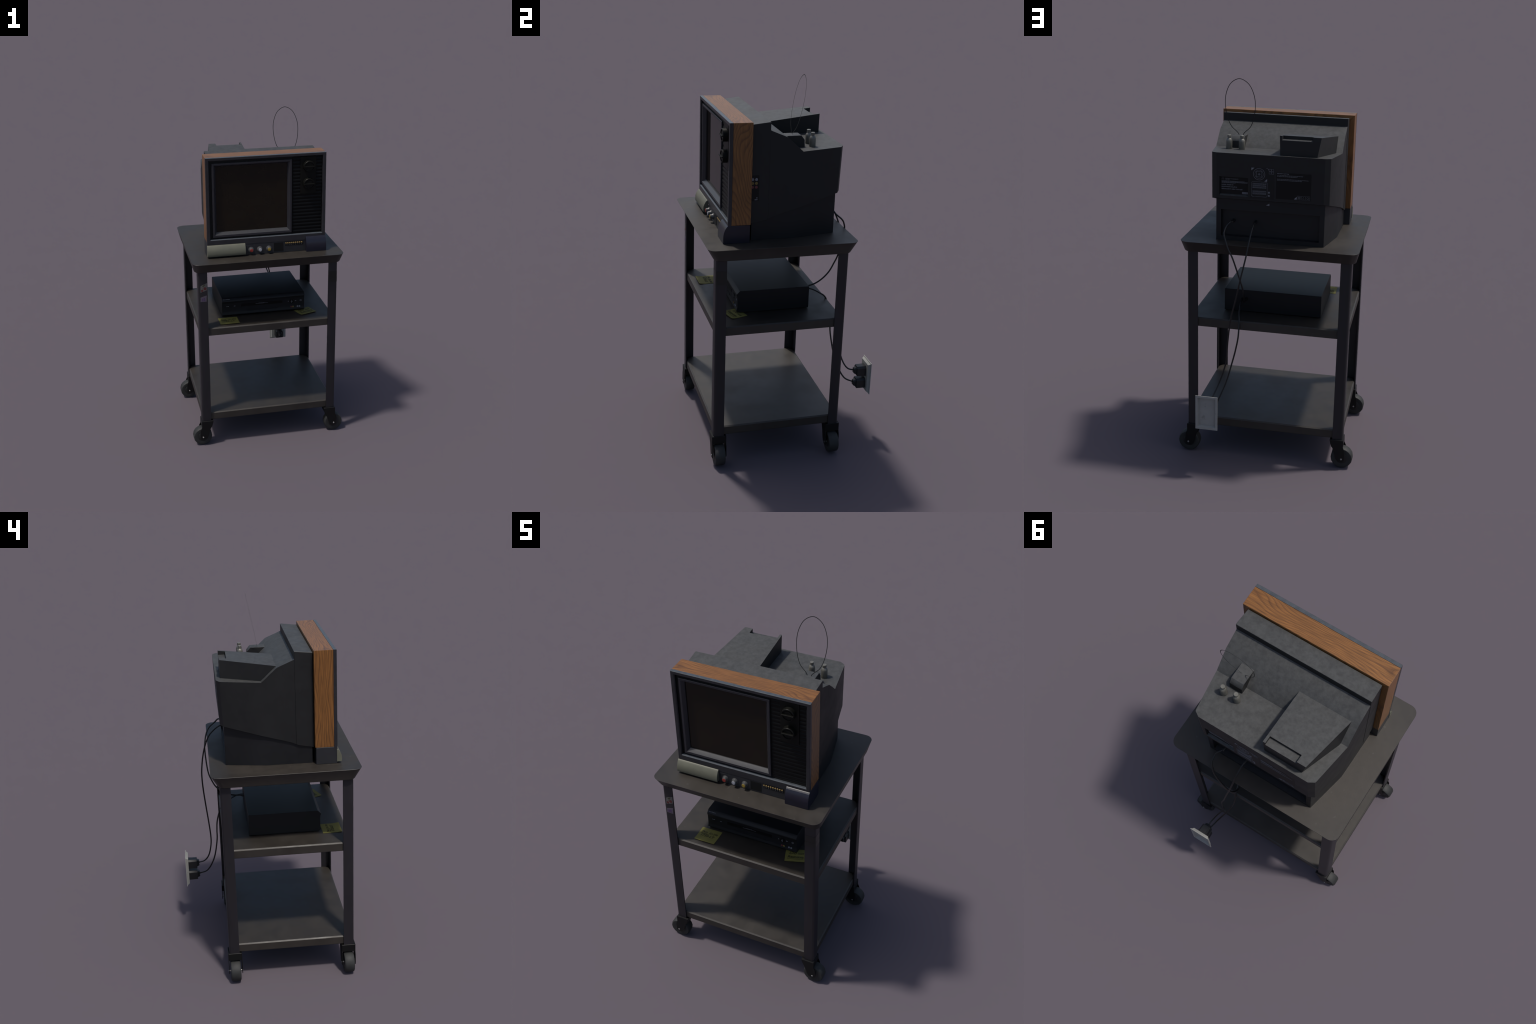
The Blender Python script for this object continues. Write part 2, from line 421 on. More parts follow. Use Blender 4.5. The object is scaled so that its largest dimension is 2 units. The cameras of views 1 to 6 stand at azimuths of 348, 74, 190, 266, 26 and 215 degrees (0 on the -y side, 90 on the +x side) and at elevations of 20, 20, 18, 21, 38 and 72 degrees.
# stickers on the front left leg
sh = Sheet((0, YC - LEGY, 0), (1, 0, 0), (0, 0, 1))
bm = bmesh.new(); sh.poly(bm, [(-0.4045, 1.009), (-0.365, 1.023), (-0.364, 1.068), (-0.4035, 1.050)], 0.0006)
st = finish("cherry_sticker", bm, "sticker", cart)
bm = bmesh.new()
for a, b, r in ((-0.3945, 1.0215, 0.0070), (-0.3775, 1.0330, 0.0092)): sh.disc(bm, a, b, r, 0.0010)
finish("printed_cherries", bm, "cherry", st)
bm = bmesh.new()
sh.poly(bm, [(-0.394, 1.047), (-0.384, 1.048), (-0.375, 1.058), (-0.380, 1.0585), (-0.391, 1.053)], 0.0010)
sh.poly(bm, [(-0.3945, 1.029), (-0.3930, 1.029), (-0.384, 1.047), (-0.3855, 1.047)], 0.0009)
sh.poly(bm, [(-0.3790, 1.042), (-0.3775, 1.042), (-0.3835, 1.048), (-0.385, 1.047)], 0.0009)
finish("printed_leaf", bm, "leaf", st)
bm = bmesh.new(); sh.poly(bm, [(-0.4055, 0.952), (-0.370, 0.951), (-0.369, 0.990), (-0.4050, 0.979)], 0.0006)
st = finish("flower_sticker", bm, "mauve", cart)
bm = bmesh.new()
for a, b, r in ((-0.3935, 0.9690, 0.0040), (-0.3825, 0.9710, 0.0040), (-0.3935, 0.9600, 0.0036), (-0.3825, 0.9610, 0.0036)): sh.disc(bm, a, b, r, 0.0010)
finish("printed_flower", bm, "violet", st)

# sticky notes on the middle shelf
def note(corner, u, v, w, d, lines, under):
    s = Sheet((*corner, 0.7764), (*u, 0), (*v, 0))
    bm = bmesh.new()
    n = 8
    rows = []
    for k in range(n + 1):
        t = k / n
        lift = 0.0005 + 0.004 * max(0, 0.45 - t) ** 2 * 5
        rows.append([s.p(0, d * t, lift), s.p(w, d * t, lift), s.p(w, d * t, lift + 0.0004), s.p(0, d * t, lift + 0.0004)])
    add_hull(bm, rows)
    ob = finish("sticky_note", bm, "note", cart, 60)
    for body, a, b, size in lines:
        s2 = Sheet(s.p(0, 0, 0.0012 + (0.0035 if b < d * 0.3 else 0.0008 if b < d * 0.5 else 0)), s.u, s.v)
        s2.text("handwriting", body, a, b, size, "ink", ob, shear=0.18, h=0.0003)
    bm = bmesh.new()
    for a0, a1, b in under: s.rect(bm, a0, a1, b, b + 0.0014, 0.0026, 0.0006)
    finish("ink_underline", bm, "ink", ob)

note((-0.2835, -0.387), (1, 0.006), (-0.006, 1), 0.116, 0.102,
     [("Pass", 0.010, 0.066, 0.020), ("JD-590", 0.054, 0.064, 0.0175), ("1733-LT", 0.014, 0.038, 0.023)], [(0.012, 0.050, 0.058)])
uu = Vector((0.103, 0.034)).normalized(); vv = Vector((-uu.y, uu.x))
note((0.220, -0.351), tuple(uu), tuple(vv), 0.108, 0.093,
     [("Do", 0.018, 0.056, 0.030), ("not", 0.064, 0.056, 0.022), ("Remove", 0.012, 0.026, 0.025)], [(0.012, 0.094, 0.020), (0.040, 0.088, 0.014)])

# ================================================================== TELEVISION
tv = thing("television", "old box television with wood veneer cabinet and loop antenna", "television")
CX = 0.005
X0, X1 = -0.347, 0.357
Z0, ZB, ZT = 1.1945, 1.284, 1.784

# front bezel
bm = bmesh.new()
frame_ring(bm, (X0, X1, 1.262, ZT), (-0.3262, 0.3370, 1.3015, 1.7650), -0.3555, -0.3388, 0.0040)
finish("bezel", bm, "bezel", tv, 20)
box("bezel_backing", X0 + 0.006, X1 - 0.006, -0.322, -0.250, 1.270, ZT - 0.006, "gap", tv, 0)
bm = bmesh.new()
frame_ring(bm, (X0 + 0.004, X1 - 0.004, 1.290, ZT - 0.006), (-0.300, 0.145, 1.325, 1.740), -0.3415, -0.3300)
finish("recess_panel", bm, "gap", tv, 20)

# wood veneer boards: top, two sides (mitred) and a strip under the back edge
YW0, YW1, th = -0.3385, -0.243, 0.045
prism("wood_panel", [(X0, ZT), (X1, ZT), (X1 - th, ZT - th), (X0 + th, ZT - th)], "y", YW0, YW1, "wood_x", tv, 0.0012, 1)
prism("wood_panel", [(X0, ZT - 0.0003), (X0 + th, ZT - th - 0.0003), (X0 + th, ZB), (X0, ZB)], "y", YW0, YW1, "wood_l", tv, 0.0012, 1)
prism("wood_panel", [(X1, ZT - 0.0003), (X1 - th, ZT - th - 0.0003), (X1 - th, ZB), (X1, ZB)], "y", YW0, YW1, "wood_z", tv, 0.0012, 1)

# screen surround, sloping in to the flat glass
fo, fi, gl = (-0.3105, 0.1555, 1.3130, 1.7500), (-0.2985, 0.1435, 1.3265, 1.7385), (-0.2870, 0.1320, 1.3400, 1.7290)
bm = bmesh.new()
def R(q, y): return [(q[0], y, q[2]), (q[1], y, q[2]), (q[1], y, q[3]), (q[0], y, q[3])]
vs = [[bm.verts.new(p) for p in r] for r in (R(fo, -0.339), R(fo, -0.349), R([fo[0] + .001, fo[1] - .001, fo[2] + .001, fo[3] - .001], -0.350),
                                               R([fi[0] - .001, fi[1] + .001, fi[2] - .001, fi[3] + .001], -0.350), R(fi, -0.349), R(gl, -0.333), R(gl, -0.3265))]
for a, b in zip(vs, vs[1:]):
    for i in range(4): bm.faces.new((a[i], a[(i + 1) % 4], b[(i + 1) % 4], b[i]))
finish("screen_frame", bm, "frame", tv, 20)
box("screen_glass", gl[0] - 0.004, gl[1] + 0.004, -0.3280, -0.323, gl[2] - 0.004, gl[3] + 0.004, "glass", tv, 0)

# speaker grille: rows of rounded ribs
gx0, gx1 = 0.163, 0.3345
box("grille_panel", 0.1565, 0.3368, -0.3420, -0.335, 1.3020, 1.7645, "grille", tv, 0)
pitch = 0.0205
rows = 22
base_rib = None
for i in range(rows):
    zc = 1.3145 + pitch * i
    if base_rib is None:
        pts = [(-0.3415, -0.0100)] + [(-0.3417 - 0.0028 * math.sin(math.pi * (k + 0.6) / 8.4) , -0.0082 + 0.0164 * k / 7) for k in range(8)] + [(-0.3415, 0.0100)]
        base_rib = prism("grille_rib", pts, "x", gx0, gx1, "grille", tv, angle=50)
        ob = base_rib
    else:
        ob = base_rib.copy(); COL.objects.link(ob)
    ob.location.z = zc
ctrl = box("control_plate", 0.2070, 0.3000, -0.3480, -0.338, 1.5420, 1.7620, "knob", tv, 0.001, 1)
for z in (1.707, 1.604):
    c = (0.2535, -0.3480, z)
    bm = bmesh.new()
    lathe(bm, [(0.0335, 0.0), (0.0330, 0.004), (0.0320, 0.0210), (0.0305, 0.0230), (0.0270, 0.0230), (0.0262, 0.0190), (0.020, 0.0185), (0.0194, 0.0205), (0.001, 0.0205)], c, "y", 28, -1)
    k = finish("tuning_knob", bm, "knob", ctrl, 30)
    box("knob_grip", c[0] - 0.0300, c[0] + 0.0300, -0.3775, -0.364, z - 0.0032, z + 0.0032, "knob", k, 0.001, 1)

# control strip under the screen
strip = box("control_strip", X0 + 0.0006, X1 - 0.0006, -0.3540, -0.2470, Z0, ZB - 0.0006, "panel", tv, 0.001, 1)
sf = Sheet((0, -0.3540, 0), (1, 0, 0), (0, 0, 1))
prism("cream_flap", [(-0.352, 1.2700), (-0.3585, 1.2690), (-0.3640, 1.2630), (-0.3720, 1.2490), (-0.3768, 1.2350), (-0.3775, 1.2200), (-0.3770, 1.2070), (-0.3740, 1.2045), (-0.352, 1.2040)],
      "x", -0.3488, -0.1245, "beige", tv, 0.0008, 1, 25)
sf.text("brand_lettering", "SONY", -0.1190, 1.2480, 0.0125, "logo", strip, spacing=0.95)
bm = bmesh.new(); sf.ring(bm, -0.0690, 1.2525, 0.0050, 0.0010); finish("brand_ring", bm, "logo", strip)
for x, colr in ((-0.0890, "red"), (-0.0375, "white"), (0.0170, "yellow")):
    c = (x, -0.3538, 1.2255)
    bm = bmesh.new()
    lathe(bm, [(0.0170, 0.0), (0.0168, 0.003), (0.0150, 0.0035), (0.0142, 0.007), (0.0128, 0.0075), (0.0118, 0.0165), (0.0108, 0.0175)], c, "y", 20, -1)
    s_ = finish("audio_video_jack", bm, "socket", strip)
    bm = bmesh.new(); lathe(bm, [(0.0100, 0.0165), (0.0098, 0.0190), (0.0085, 0.0198)], c, "y", 18, -1)
    finish("jack_cap", bm, colr, s_)
bm = bmesh.new(); sf.rect(bm, 0.0475, 0.1040, 1.2040, 1.2560, 0.0014); finish("remote_sensor_window", bm, "gap", strip)
bm = bmesh.new(); sf.rect(bm, 0.1140, 0.2250, 1.2345, 1.2580, 0.0010); pin_bg = finish("channel_strip", bm, "label", strip)
bm = bmesh.new(); bw = bmesh.new()
for i in range(9):
    x = 0.1200 + 0.0119 * i
    lathe(bm, [(0.0042, 0.0), (0.0042, 0.0022), (0.0030, 0.0030)], (x, -0.3545, 1.2505), "y", 10, -1)
    if i % 3 == 1: sf.rect(bw, x - 0.0022, x + 0.0022, 1.2400, 1.2412, 0.0014)
    else: sf.rect(bw, x - 0.0010 - 0.0008 * (i % 2), x + 0.0014, 1.2385, 1.2418, 0.0014)
finish("channel_pin", bm, "gold", pin_bg, kind="stuff")
finish("channel_mark", bw, "print", pin_bg, kind="stuff")
prof = [(-0.247, Z0), (-0.3785, Z0), (-0.3788, 1.2200), (-0.3780, 1.2350), (-0.3755, 1.2500), (-0.3705, 1.2640), (-0.3640, 1.2755), (-0.3590, 1.2815), (-0.3565, 1.2832), (-0.247, 1.2832)]
prism("corner_block", prof, "x", 0.2385, 0.3588, "navy", tv, 0.0006, 1, 24)
bm = bmesh.new()
for i in range(3):
    y = -0.3572 - 0.0024 * i; z = 1.2828 - 0.0030 * i
    add_hull(bm, [[(x, y - 0.0010, z - 0.0014), (x, y - 0.0006, z + 0.0006), (x, y + 0.0009, z + 0.0014), (x, y + 0.004, z - 0.003)] for x in (0.2395, 0.3580)])
finish("block_ridge", bm, "navy", tv, kind="stuff")

# rear shell: stations running backwards, each (y, half width, z top, z bottom)
def shell_part(name, st, cap0, cap1):
    bm = bmesh.new()
    rings = [[(CX - 0.0005 - hw, y, zb), (CX - 0.0005 + hw, y, zb), (CX - 0.0005 + hw, y + dy, zt), (CX - 0.0005 - hw, y + dy, zt)] for y, hw, zt, zb, dy in st]
    return bm, add_hull(bm, rings, cap0, cap1)
bm, _ = shell_part("c", [(-0.2405, 0.3245, 1.7690, 1.2790, 0), (-0.160, 0.3268, 1.7790, 1.2955, 0), (-0.1500, 0.3268, 1.7800, 1.3020, 0)], True, True)
bmesh.ops.recalc_face_normals(bm, faces=bm.faces); bevel(bm, 0.0012, 1, 50)
add_box(bm, CX - 0.30, CX + 0.30, -0.260, -0.238, 1.29, 1.745)
finish("rear_collar", bm, "shell", tv, 25)
def back_y(z): return 0.2285 + (z - 1.415) / 0.228 * 0.0075
st = [(-0.152, 0.3250, 1.7400, 1.3005, 0), (-0.126, 0.3250, 1.7295, 1.3130, 0), (-0.064, 0.3250, 1.7040, 1.3315, 0), (0.016, 0.3245, 1.6320, 1.3550, 0),
      (0.2065, 0.2955, 1.6415, 1.4080, 0.0075), (0.2130, 0.2930, 1.6420, 1.4085, 0.0075)]
bm, vs = shell_part("r", st, True, False)
# vertical chamfer, then the back face with a recessed label window
hw = 0.2675
def bp(x, z, d=0.0): return bm.verts.new((x, back_y(z) - d, z))
last = vs[-1]
o = [bp(CX - hw, 1.4140), bp(CX + hw, 1.4140), bp(CX + hw, 1.6430), bp(CX - hw, 1.6430)]
for i in range(4): bm.faces.new((last[i], last[(i + 1) % 4], o[(i + 1) % 4], o[i]))
win = (0.1140, 0.2580, 1.4290, 1.5245)
a = [bp(win[0], win[2]), bp(win[1], win[2]), bp(win[1], win[3]), bp(win[0], win[3])]
d = [bp(win[0] + .001, win[2] + 0.0060, .012), bp(win[1] - .001, win[2] + 0.0060, .012), bp(win[1] - .001, win[3] - 0.001, .012), bp(win[0] + .001, win[3] - 0.001, .012)]
for i in range(4):
    bm.faces.new((o[i], o[(i + 1) % 4], a[(i + 1) % 4], a[i]))
    bm.faces.new((a[i], a[(i + 1) % 4], d[(i + 1) % 4], d[i]))
bm.faces.new(d)
shell = finish("rear_shell", bm, "shell", tv, 26)

# hump on the shelf with a finger notch at its back edge
bm = bmesh.new()
def top(x, y): return 1.7385 + (y - 0.2125) * 0.128
yb, yn = 0.2125, 0.1760
xl = lambda y: -0.2380 + (0.2125 - y) * (-0.048 / 0.2775)
n0, n1, zn = -0.1960, -0.0460, 1.7170
xr = -0.0345
v = lambda x, y, z: bm.verts.new((x, y, z))
A = [v(xl(yb), yb, top(0, yb)), v(n0, yb, top(0, yb)), v(n0, yn, top(0, yn)), v(n1, yn, top(0, yn)), v(n1, yb, top(0, yb)), v(xr, yb, top(0, yb))]
F = [v(xr, -0.068, top(0, -0.068)), v(xl(-0.068), -0.068, top(0, -0.068))]
B = [v(n0, yb, zn), v(n0, yn, zn), v(n1, yn, zn), v(n1, yb, zn)]
C = [v(-0.2185, yb, 1.630), v(n0, yb, 1.630), v(n1, yb, 1.630), v(-0.0395, yb, 1.630)]
G = [v(-0.0395, 0.016, 1.625), v(-0.2885, 0.016, 1.625)]
bm.faces.new([A[0], A[1], A[2], A[3], A[4], A[5], F[0], F[1]])
bm.faces.new([A[1], B[0], B[1], A[2]]); bm.faces.new([A[2], B[1], B[2], A[3]]); bm.faces.new([A[3], B[2], B[3], A[4]])
bm.faces.new(B)
bm.faces.new([A[0], C[0], C[1], B[0], A[1]]); bm.faces.new([B[0], C[1], C[2], B[3]]); bm.faces.new([A[4], B[3], C[2], C[3], A[5]])
bm.faces.new([A[5], C[3], G[0], F[0]]); bm.faces.new([A[0], F[1], G[1], C[0]])
bm.faces.new([F[0], G[0], G[1], F[1]]); bm.faces.new([C[0], G[1], G[0], C[3], C[2], C[1]])
bmesh.ops.triangulate(bm, faces=[f for f in bm.faces if len(f.verts) > 4])
finish("vent_hump", bm, "shell", tv, 12)

# lower base under the shell, with a recessed back panel
bm = bmesh.new()
def br(y, h, zt): return [(CX - h, y, Z0), (CX + h, y, Z0), (CX + h, y, zt), (CX - h, y, zt)]
vs = add_hull(bm, [br(-0.232, 0.3200, 1.300), br(0.008, 0.3155, 1.375), br(0.2085, 0.2735, 1.4180), br(0.2100, 0.2722, 1.4180)], True, False)
o = vs[-1]
q = (-0.2435, 0.2535, 1.2165, 1.3530)
a = [v(q[0], 0.2100, q[2]), v(q[1], 0.2100, q[2]), v(q[1], 0.2100, q[3]), v(q[0], 0.2100, q[3])]
d = [v(q[0] + .002, 0.1870, q[2] + .003), v(q[1] - .002, 0.1870, q[2] + .003), v(q[1] - .002, 0.1870, q[3] - .003), v(q[0] + .002, 0.1870, q[3] - .003)]
for i in range(4):
    bm.faces.new((o[i], o[(i + 1) % 4], a[(i + 1) % 4], a[i])); bm.faces.new((a[i], a[(i + 1) % 4], d[(i + 1) % 4], d[i]))
bm.faces.new(d)
base = finish("television_base", bm, "base", tv, 12)

# markings on the back
zr = 1.415
bs = Sheet((0, back_y(zr), zr), (-1, 0, 0), (0, back_y(1.643) - back_y(zr), 0.228))
U = lambda x: -x
V = lambda z: z - zr
bm = bmesh.new(); bs.rect(bm, U(0.2565), U(0.1155), V(1.4365), V(1.5225), -0.0113, -0.0125); lab = finish("warning_label", bm, "label", shell)
ls = Sheet(bs.p(0, 0, -0.0113), bs.u, bs.v)
bm = bmesh.new()
ls.outline(bm, [(U(0.2490), V(1.5080)), (U(0.2370), V(1.5080)), (U(0.2430), V(1.5200))], 0.0010)
ls.rect(bm, U(0.2320), U(0.2080), V(1.5060), V(1.5068))
for z, w in ((1.5000, .115), (1.4968, .131), (1.4935, .131), (1.4902, .070)): ls.words(bm, U(0.2490), V(z), w, 0.0017)
finish("fine_print", bm, "print_dim", lab, kind="stuff")
ls.text("label_lettering", "SYSTEM WARNING", U(0.2320), V(1.5095), 0.0078, "print_dim", lab)
for t, z in (("MODEL: PT3500-TC", 1.4790), ("REGULATION 3N2-89-00", 1.4690), ("FREQ/CLASS ST-AREA TWO-AUD", 1.4580)):
    ls.text("label_lettering", t, U(0.2500), V(z), 0.0072, "print", lab)
bm = bmesh.new()
x = 0.1460
while x > 0.1170:
    w = rng.choice((0.0008, 0.0014, 0.0022)); ls.rect(bm, U(x), U(x - w), V(1.4385), V(1.4490)); x -= w + 0.0010
finish("label_bars", bm, "print", lab, kind="stuff")

bm = bmesh.new(); bs.rect(bm, U(0.1040), U(-0.0180), V(1.4230), V(1.5810), 0.0004); pl = finish("emblem_panel", bm, "plate", shell)
es = Sheet(bs.p(0, 0, 0.0004), bs.u, bs.v)
bm = bmesh.new()
es.ring(bm, U(0.0590), V(1.5475), 0.0295, 0.0018); es.ring(bm, U(0.0590), V(1.5475), 0.0215, 0.0010)
es.outline(bm, [(U(0.0735), V(1.5335)), (U(0.0445), V(1.5335)), (U(0.0445), V(1.5615)), (U(0.0735), V(1.5615))], 0.0018)
star = [(U(0.0590) + (0.0078 if k % 2 == 0 else 0.0032) * math.sin(math.pi * k / 4), V(1.5475) + (0.0078 if k % 2 == 0 else 0.0032) * math.cos(math.pi * k / 4)) for k in range(8)]
es.outline(bm, star, 0.0020)
es.outline(bm, [(U(0.0960) + p[0], V(1.4340) + p[1]) for p in rounded_rect(0, 0.0785, 0, 0.0760, 0.007, 5)], 0.0011)
for zc in (1.571, 1.5575):
    for xc in (0.0045, -0.0080):
        es.outline(bm, [(U(xc) - 0.0058, V(zc) - 0.006), (U(xc) + 0.0058, V(zc) - 0.006), (U(xc) + 0.0058, V(zc) + 0.006), (U(xc) - 0.0058, V(zc) + 0.006)], 0.0011)
n = 10
arc = [(U(0.0200) + 0.0100 * math.cos(math.radians(160 - 150 * k / n)), V(1.5690) + 0.0100 * math.sin(math.radians(160 - 150 * k / n))) for k in range(n + 1)]
arc += [(U(0.0200) + (0.0100 - 0.0030 * (1 - k / n)) * math.cos(math.radians(10 + 150 * k / n)), V(1.5690) + (0.0100 - 0.0030 * (1 - k / n)) * math.sin(math.radians(10 + 150 * k / n))) for k in range(n)]
es.poly(bm, arc)
finish("printed_emblem", bm, "print_dim", pl)
bm = bmesh.new()
for z in (1.501, 1.4985, 1.496, 1.4915, 1.489, 1.4865, 1.482, 1.4795, 1.4775, 1.463, 1.4605, 1.458, 1.4535, 1.451, 1.4485, 1.446):
    es.words(bm, U(0.0910), V(z), 0.068, 0.0012)
finish("fine_print", bm, "print_dim", pl, kind="stuff")
bm = bmesh.new()
es.poly(bm, [(U(0.0975), V(1.5785)), (U(0.0825), V(1.5785)), (U(0.0975), V(1.5650))])
es.poly(bm, [(U(0.0190), V(1.5130)), (U(0.0190), V(1.5260)), (U(0.0325), V(1.5130))])
for z in (1.458, 1.442):
    for k in range(3):
        a0 = math.pi * k / 3; c_, s_ = math.cos(a0), math.sin(a0)
        es.poly(bm, [(U(0.009) + c_ * p - s_ * r_, V(z) + s_ * p + c_ * r_) for p, r_ in ((-0.0052, -0.001), (0.0052, -0.001), (0.0052, 0.001), (-0.0052, 0.001))], 0.0006 + 0.0001 * k)
finish("printed_marker", bm, "print", pl)

bm = bmesh.new(); bs.rect(bm, U(-0.0255), U(-0.1985), V(1.4300), V(1.5625), 0.0004); pl = finish("data_panel", bm, "label", shell)
ds = Sheet(bs.p(0, 0, 0.0004), bs.u, bs.v)
ds.text("label_lettering", "PROPERTY OF TAG", U(-0.0300), V(1.5550), 0.0068, "print", pl)
bm = bmesh.new()
for z, w in ((1.5478, .128), (1.5425, .100), (1.5290, .155), (1.5235, .124)): ds.words(bm, U(-0.0300), V(z), w, 0.0020)
finish("fine_print", bm, "print_dim", pl, kind="stuff")
bm = bmesh.new()
ds.poly(bm, [(U(-0.1290), V(1.4335)), (U(-0.1290), V(1.4470)), (U(-0.1155), V(1.4335))])
finish("printed_marker", bm, "print", pl)
bm = bmesh.new()
for i in range(3):
    a0 = U(-0.1310) + 0.0216 * i
    ds.outline(bm, [(a0, V(1.4330)), (a0 + 0.0196, V(1.4330)), (a0 + 0.0196, V(1.4520)), (a0, V(1.4520))], 0.0007)
ds.ring(bm, U(-0.1310) + 0.0098, V(1.4425), 0.0058, 0.0022)
ds.outline(bm, [(U(-0.1310) + 0.0216 + 0.0045, V(1.4375)), (U(-0.1310) + 0.0216 + 0.0151, V(1.4375)), (U(-0.1310) + 0.0216 + 0.0098, V(1.4480))], 0.0010)
ds.ring(bm, U(-0.1310) + 0.0432 + 0.0098, V(1.4425), 0.0052, 0.0010)
finish("printed_icon", bm, "print_dim", pl)
b2 = Sheet((0, 0.2100, 0), (-1, 0, 0), (0, 0, 1))
bm = bmesh.new(); b2.poly(bm, [(U(0.0090), 1.3860), (U(0.0090), 1.3975), (U(0.0260), 1.3880)]); finish("printed_marker", bm, "print", base)

# jack panel on the right side of the collar
js = Sheet((CX - 0.0005 + 0.3268, 0, 0), (0, 1, 0), (0, 0, 1))
bm = bmesh.new(); js.rect(bm, -0.2420, -0.2005, 1.3960, 1.5210, 0.0008); jp = finish("side_jack_panel", bm, "label", tv)
for z, mt in ((1.5035, "jackwhite"), (1.4845, "jackyellow"), (1.4655, "jackred")):
    for y in (-0.2335, -0.2145):
        bm = bmesh.new(); lathe(bm, [(0.0072, 0), (0.0070, 0.0022), (0.0045, 0.0024), (0.0040, 0.0008)], (CX + 0.3265, y, z), "x", 14); finish("side_jack", bm, mt, jp)
bm = bmesh.new()
for y, z in ((-0.2100, 1.4120), (-0.2100, 1.4030), (-0.2180, 1.4030)): lathe(bm, [(0.0030, 0), (0.0030, 0.0018)], (CX + 0.3265, y, z), "x", 8)
finish("side_button", bm, "print", jp)

# terminals and loop antenna on the shelf
for x in (0.2445, 0.1790):
    bm = bmesh.new()
    lathe(bm, [(0.0150, 0.0), (0.0158, 0.0015), (0.0158, 0.040), (0.0145, 0.0465), (0.0105, 0.0525), (0.0080, 0.0550), (0.0080, 0.0575), (0.0098, 0.0580), (0.0098, 0.0695), (0.0088, 0.0705)], (x, 0.0872, 1.6352), "z", 24)
    finish("antenna_terminal", bm, "tin", tv, 35)
ab = prism("antenna_box", [(-0.060, 1.6900), (0.0300, 1.6910), (0.0480, 1.6690), (0.0500, 1.6300), (0.000, 1.6200), (-0.060, 1.6800)], "x", 0.1785, 0.2410, "shell", tv, 0.001, 1)
def ap(dx, z): return (0.2055 + dx, -0.0090 + (z - 1.691) * 0.180, z)
half = [(0.0110, 1.688), (0.0125, 1.6960), (0.0220, 1.7080), (0.0500, 1.7360), (0.0690, 1.7850), (0.0770, 1.8520), (0.0690, 1.9080), (0.0440, 1.9560)]
pts = [ap(a_, z_) for a_, z_ in half] + [ap(0, 1.9790)] + [ap(-a_, z_) for a_, z_ in reversed(half)]
path = spline(pts, 8)
nrm = Vector((0, 1, -0.180)).normalized()          # the loop is bent from flat strip: thin across its plane
bm = bmesh.new(); rings = []
for i, p in enumerate(path):
    t = (path[min(i + 1, len(path) - 1)] - path[max(i - 1, 0)]).normalized()
    w = t.cross(nrm).normalized()
    rings.append([p + w * a_ * 0.0017 + nrm * b_ * 0.0001 for a_, b_ in ((-1, -1), (1, -1), (1, 1), (-1, 1))])
add_hull(bm, rings)
finish("loop_antenna", bm, "wire", ab, 40)

# leads from the television
bm = bmesh.new()
for x in (0.0800, 0.1930):
    lathe(bm, [(0.0085, 0.0), (0.0078, 0.020), (0.0050, 0.034)], (x, 0.1865, 1.2945), "y", 12)
finish("lead_socket", bm, "cable", tv)
CR = 0.0041
tube("power_lead", [(0.080, 0.185, 1.2945), (0.081, 0.210, 1.2945), (0.082, 0.226, 1.291), (0.085, 0.256, 1.268), (0.089, 0.288, 1.228), (0.101, 0.317, 1.143), (0.124, 0.334, 1.029), (0.143, 0.335, 0.933), (0.171, 0.327, 0.815),
                    (0.188, 0.315, 0.686), (0.196, 0.307, 0.581), (0.212, 0.310, 0.513), (0.236, 0.325, 0.441), (0.252, 0.352, 0.398), (0.2575, 0.390, 0.385)], CR, "cable", tv)

# ================================================================== VIDEO RECORDER
vcr = thing("video_recorder", "flat black video cassette recorder with front buttons", "video recorder")
vx = 0.2560
fr = [(0.1070, 0.7800), (0.1070, 0.8975), (-0.2620, 0.8975), (-0.2785, 0.8810), (-0.2790, 0.8765), (-0.2760, 0.8690), (-0.2742, 0.8570), (-0.2742, 0.8130), (-0.2756, 0.8010), (-0.2790, 0.7930), (-0.2780, 0.7880), (-0.2640, 0.7800)]
body = prism("recorder_case", fr, "x", -vx, vx, "vcr", vcr, 0.0012, 1, 25)
bm = bmesh.new()
for x in (-0.215, 0.215):
    for y in (-0.235, 0.080): lathe(bm, [(0.016, 0.0), (0.017, 0.0045)], (x, y, 0.7762), "z", 16)
finish("rubber_foot", bm, "cable", vcr)
vs_ = Sheet((0, -0.2742, 0), (1, 0, 0), (0, 0, 1))
bm = bmesh.new(); vs_.rect(bm, -0.1410, 0.1180, 0.8375, 0.8560, 0.0007); slot = finish("cassette_slot", bm, "slot", vcr)
bm = bmesh.new(); vs_.rect(bm, -0.1390, 0.1160, 0.8425, 0.8550, 0.0014); finish("cassette_flap", bm, "slot", slot)
vt = Sheet((0, -0.2756, 0), (1, 0, 0), (0, 0, 1))
bm = bmesh.new(); vt.words(bm, -0.0490, 0.8475, 0.075, 0.0016, 0.0003); vt.words(bm, -0.0300, 0.8515, 0.036, 0.0011, 0.0003)
finish("fine_print", bm, "print_dim", slot, kind="stuff")
bm = bmesh.new(); vs_.rect(bm, -0.1040, 0.0870, 0.7990, 0.8170, 0.0009, -0.002); finish("front_door", bm, "vcr", vcr)
lip = Sheet((0, -0.2703, 0.8892), (1, 0, 0), (0, 0.0150, 0.0165))
lip.text("brand_lettering", "recordvision", -0.2515, -0.0030, 0.0088, "print", vcr)
bm = bmesh.new(); lathe(bm, [(0.0150, 0.0), (0.0145, 0.003), (0.012, 0.0034)], (0.1755, -0.2740, 0.8440), "y", 24, -1); pad = finish("jog_dial", bm, "slot", vcr)
bm = bmesh.new()
pd = Sheet((0, -0.2774, 0), (1, 0, 0), (0, 0, 1))
